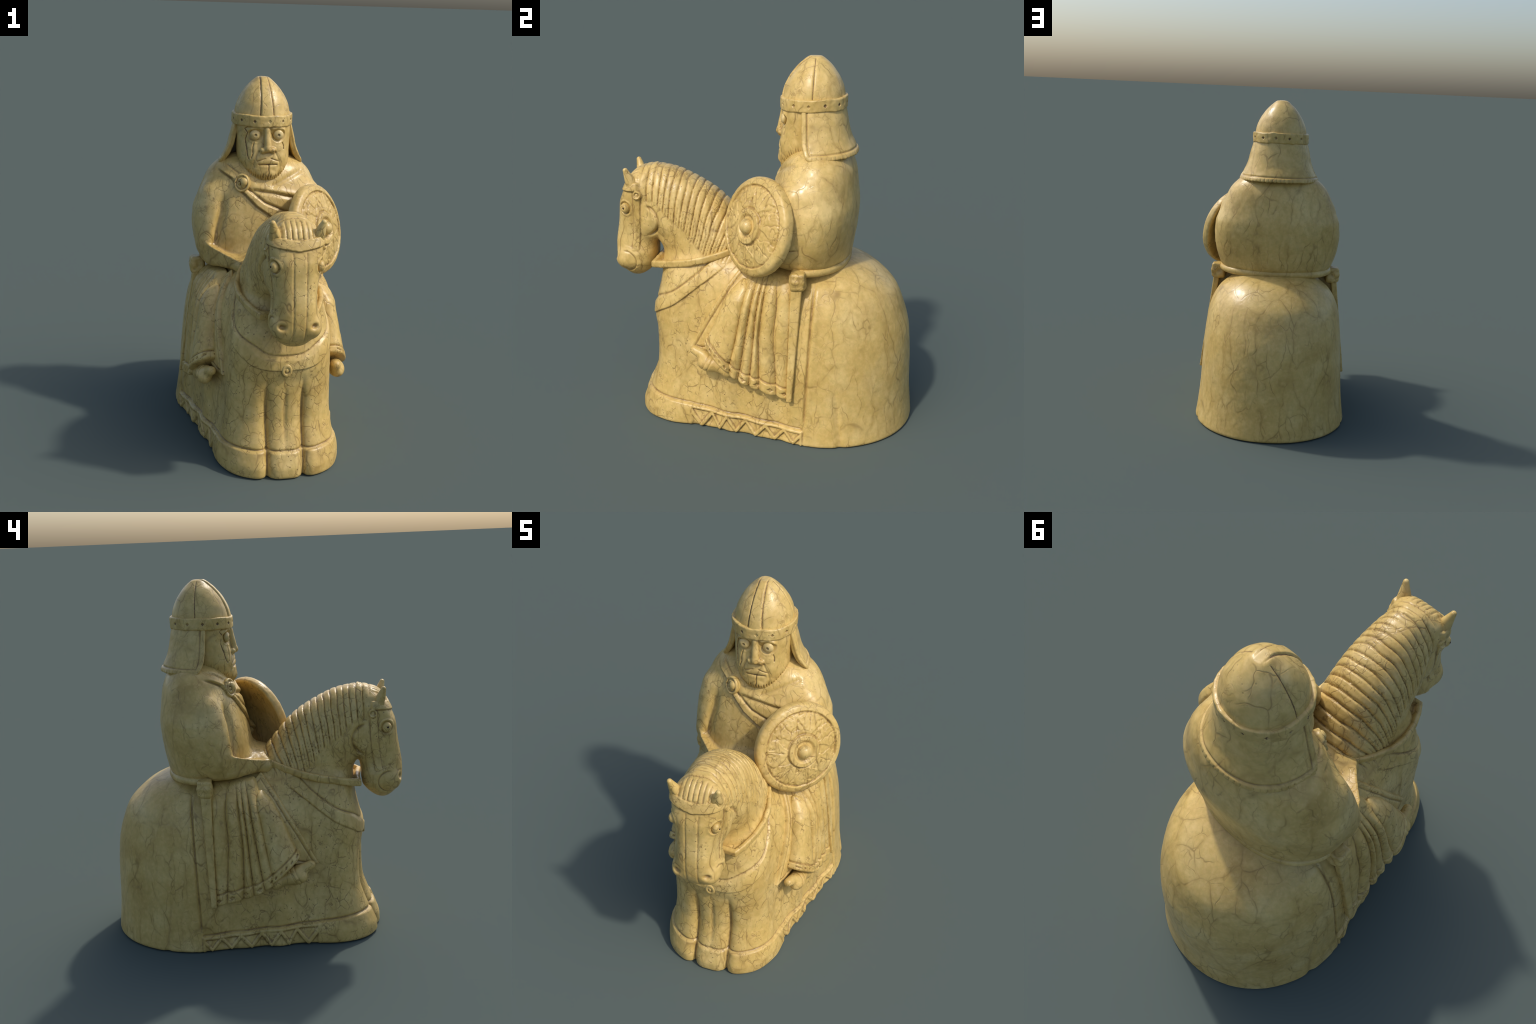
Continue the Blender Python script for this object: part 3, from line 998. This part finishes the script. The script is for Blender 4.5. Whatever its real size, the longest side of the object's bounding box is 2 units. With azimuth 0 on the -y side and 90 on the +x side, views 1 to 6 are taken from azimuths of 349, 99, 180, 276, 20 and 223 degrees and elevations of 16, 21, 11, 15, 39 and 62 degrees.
def shield(x, y, z):
    u, v, h = shield_frame(x, y, z)
    r = np.hypot(u, v)
    top = shield_dish(r)
    ang = np.arctan2(v, u)
    field = step(0.090, 0.098, r) * (1 - step(0.212, 0.220, r))
    # worn foliate leaves between boss ring and rim, chipped in places
    wob = 0.5 * noise(u, v, 0 * u, 18, 41) + 0.35 * noise(u, v, 0 * u, 42, 42)
    petal = np.abs(((ang / (2 * np.pi) * 7 + 0.2 + 0.10 * wob) % 1.0) - 0.5) * 2          # 0 mid-leaf, 1 between
    span = prof(r, (0.09, 0.35), (0.13, 0.62), (0.17, 0.92), (0.20, 0.75), (0.22, 0.30))
    relief = 0.004 + 0.004 * step(0.06, -0.06, petal - span + 0.22 * wob)
    chip = noise(u, v, 0 * u, 26, 44) + 0.5 * noise(u, v, 0 * u, 60, 45)
    relief = relief - 0.003 * step(0.35, 0.50, chip) - 0.003 * bell(petal, 0.05) * step(0.11, 0.13, r)
    relief = relief + 0.001 * noise(u, v, 0 * u, 90, 46)
    top = top + 0.010 + field * relief - 0.004 * bell(r - 0.099, 0.004)
    top = top + 0.012 * step(0.213, 0.221, r) - 0.004 * bell(r - 0.210, 0.004)                       # rim
    top = top + 0.015 * step(0.094, 0.089, r) - 0.012 * step(0.070, 0.052, r)   # boss ring
    bot = 0.7 * shield_dish(r) - 0.036
    f = smax(smax((h - top) * 0.9, (bot - h) * 0.9, 0.006), r - 0.2580, 0.022)
    return f + 0.0008 * noise(x, y, z, 60, 43)


shd = carve("shield", shield, SC - 0.30, SC + 0.30, 0.0036, IVORY)


def shield_boss(x, y, z):
    u, v, h = shield_frame(x, y, z)
    return ball(u, v, h, (0, 0, 0.064), (0.040, 0.040, 0.038))


BCN = SC + SN * 0.05
carve("shield_boss", shield_boss, BCN - 0.06, BCN + 0.06, 0.003, IVORY_SMOOTH, shd)

# --- saddle furniture: belt roll, end knobs, scabbard-like straps -----------


def belt(x, y, z):
    zc = 0.945
    yb, b = 0.458, 0.336
    t = np.clip(y - 0.20, 0, 1) / (yb - 0.20)
    r = ((np.abs(x) / b) ** 2.3 + t ** 2.3 + 1e-12) ** (1 / 2.3)
    d = (r - 1) * 0.27
    f = np.hypot(d, (z - zc) * 0.85) - 0.019
    return smax(f, 0.215 - y, 0.02)


carve("belt", belt, (-0.42, 0.18, 0.88), (0.42, 0.54, 1.01), 0.004, IVORY)


def saddle_knob(x, y, z):
    q = [np.abs(x - 0.364) - 0.024, np.abs(y - 0.228) - 0.020, np.abs(z - 0.916) - 0.030]
    f = np.sqrt(sum(np.maximum(c, 0) ** 2 for c in q)) - 0.020
    return f + 0.006 * noise(x, y, z, 38, 51)


mirrored("saddle_knob", saddle_knob, (0.29, 0.15, 0.84), (0.44, 0.30, 1.0), 0.0032, IVORY)


def saddle_bar(x, y, z):
    t = np.clip((0.90 - z) / 0.635, 0, 1)
    xc = 0.372 + 0.080 * t
    yc = 0.224 - 0.026 * t
    hw = 0.030 - 0.015 * t
    q1, q2 = np.abs(x - xc) - 0.010, np.abs(y - yc) - (hw - 0.008)
    f = np.hypot(np.maximum(q1, 0), np.maximum(q2, 0)) + np.minimum(np.maximum(q1, q2), 0) - 0.008
    return smax(f, np.abs(z - 0.585) - 0.325, 0.012) + 0.001 * noise(x, y, z, 40, 52)


mirrored("scabbard", saddle_bar, (0.33, 0.15, 0.24), (0.50, 0.28, 0.93), 0.0036, IVORY)

# --- rider's lower half on each flank --------------------------------------


def coat_face(y, z):
    """Outward reach of the hanging coat."""
    return (0.369 + 0.110 * (0.9 - z) + 0.04 * (y - 0.05) + 0.010 * bell(z - 0.6, 0.2)
            - 0.075 * step(0.74, 0.96, z) * step(0.17, -0.06, y))


def fold_lines(z):
    return [prof(z, (0.433, -0.137), (0.566, -0.098), (0.705, -0.074), (0.853, -0.048), (0.93, -0.035)),
            prof(z, (0.34, -0.085), (0.41, -0.070), (0.608, -0.040), (0.827, -0.004), (0.93, 0.02)),
            prof(z, (0.34, -0.02), (0.5, -0.005), (0.7, 0.012), (0.93, 0.045)),
            prof(z, (0.30, 0.035), (0.556, 0.030), (0.776, 0.048), (0.93, 0.07)),
            prof(z, (0.28, 0.128), (0.514, 0.115), (0.623, 0.110), (0.787, 0.122), (0.92, 0.115)),
            prof(z, (0.27, 0.190), (0.9, 0.200))]


SKIRT = [(-0.03, 0.955), (0.21, 0.955), (0.205, 0.262), (0.05, 0.300), (-0.053, 0.333), (-0.125, 0.378), (-0.142, 0.43), (-0.112, 0.566),
         (-0.088, 0.705), (-0.06, 0.86)]


def skirt(x, y, z):
    d = polygon(y, z, SKIRT)
    X = coat_face(y, z) - 0.010
    L = fold_lines(z)
    depth = 0.0
    amps = (0.030, 0.024, 0.026, 0.027, 0.020)
    for a, b, am in zip(L[:-1], L[1:], amps):
        t = np.clip((y - a) / np.maximum(b - a, 0.005), 0, 1)
        depth = depth + am * np.where((t > 0) & (t < 1), np.clip(4 * t * (1 - t), 0, 1) ** 0.75, 0)
    fade = 1 - 0.6 * step(0.80, 0.93, z)
    X = X + depth * fade
    # hem band with lozenge cuts
    hz = z - prof(y, (-0.13, 0.385), (-0.053, 0.333), (0.05, 0.302), (0.20, 0.262))
    X = X + 0.006 * step(0.062, 0.056, hz) - 0.006 * bell(hz - 0.064, 0.006)
    lz = np.abs(((y + 0.09) / 0.075) % 1 - 0.5) * 0.075
    X = X - 0.008 * step(0.016, 0.006, lz * 0.7 + np.abs(hz - 0.030))
    f = smax(smax((x - X) * 0.8, d, 0.014), 0.22 - x, 0.01)
    f = smax(f, (z - 0.935) * 0.8 + 0.45 * (x - 0.30), 0.06)
    return f + 0.001 * noise(x, y, z, 40, 61)


def leg(x, y, z):
    # trouser leg: a flattened cone from the knee to a cuffed hem
    t = np.clip((0.86 - z) / 0.40, -0.35, 1.2)
    yc = -0.078 - 0.128 * t
    hw = 0.046 + 0.046 * np.clip(t, -0.3, 1.2)
    xc = 0.326 + 0.052 * t - 0.16 * np.clip(0.18 - t, 0, 1)
    rx = 0.044 + 0.016 * np.clip(t, 0, 1.2)
    skew = 0.10 * (y - yc)
    r = (np.abs((y - yc) / hw) ** 2.4 + np.abs((x - xc - skew * 2.5) / rx) ** 2.4 + 1e-12) ** (1 / 2.4)
    f = (r - 1) * 0.045
    hz = (z - 0.470) + 0.90 * (y + 0.215)        # hem plane, rising toward the toe
    hz = hz / 1.345
    f = f - 0.004 * step(0.040, 0.034, hz) + 0.004 * bell(hz - 0.042, 0.005)
    q = np.abs(((y + 0.3) / 0.028) % 1 - 0.5) * 0.028
    f = f + 0.004 * step(0.008, 0.003, np.hypot(q, hz - 0.02))
    f = smax(f, -hz, 0.012)
    f = smax(f, z - 0.900 - 0.5 * (y + 0.05), 0.09)
    return f + 0.001 * noise(x, y, z, 36, 62)


def saddle_cloth(x, y, z):
    d = polygon(y, z, [(-0.06, 0.965), (-0.159, 0.835), (-0.278, 0.634), (-0.370, 0.462), (-0.300, 0.452), (-0.12, 0.50), (0.0, 0.9)])
    X = trunk_half_width(y, z) + 0.016
    return smax(smax((x - X + 0.006 * bell(d + 0.022, 0.005)) * 0.9, d, 0.008), 0.2 - x, 0.01)


def foot(x, y, z):
    f = capsule(x, y, z, (0.386, -0.140, 0.388), (0.350, -0.330, 0.474), 0.044, 0.024)
    f = smin(f, ball(x, y, z, (0.378, -0.235, 0.414), (0.046, 0.075, 0.046)), 0.02)
    t = (y + 0.15) * 0.89 - (z - 0.39) * 0.45
    for q in (-0.09, -0.115):
        f = f + 0.003 * bell(t - q, 0.004)
    return f + 0.001 * noise(x, y, z, 36, 63)


mirrored("coat_skirt", skirt, (0.22, -0.18, 0.23), (0.50, 0.24, 0.99), 0.0038, IVORY)
mirrored("rider_leg", leg, (0.22, -0.36, 0.38), (0.48, 0.03, 0.98), 0.0038, IVORY)
mirrored("saddle_cloth", saddle_cloth, (0.18, -0.41, 0.42), (0.44, 0.03, 1.0), 0.0042, IVORY)
mirrored("rider_foot", foot, (0.28, -0.38, 0.33), (0.46, -0.09, 0.53), 0.0036, IVORY)
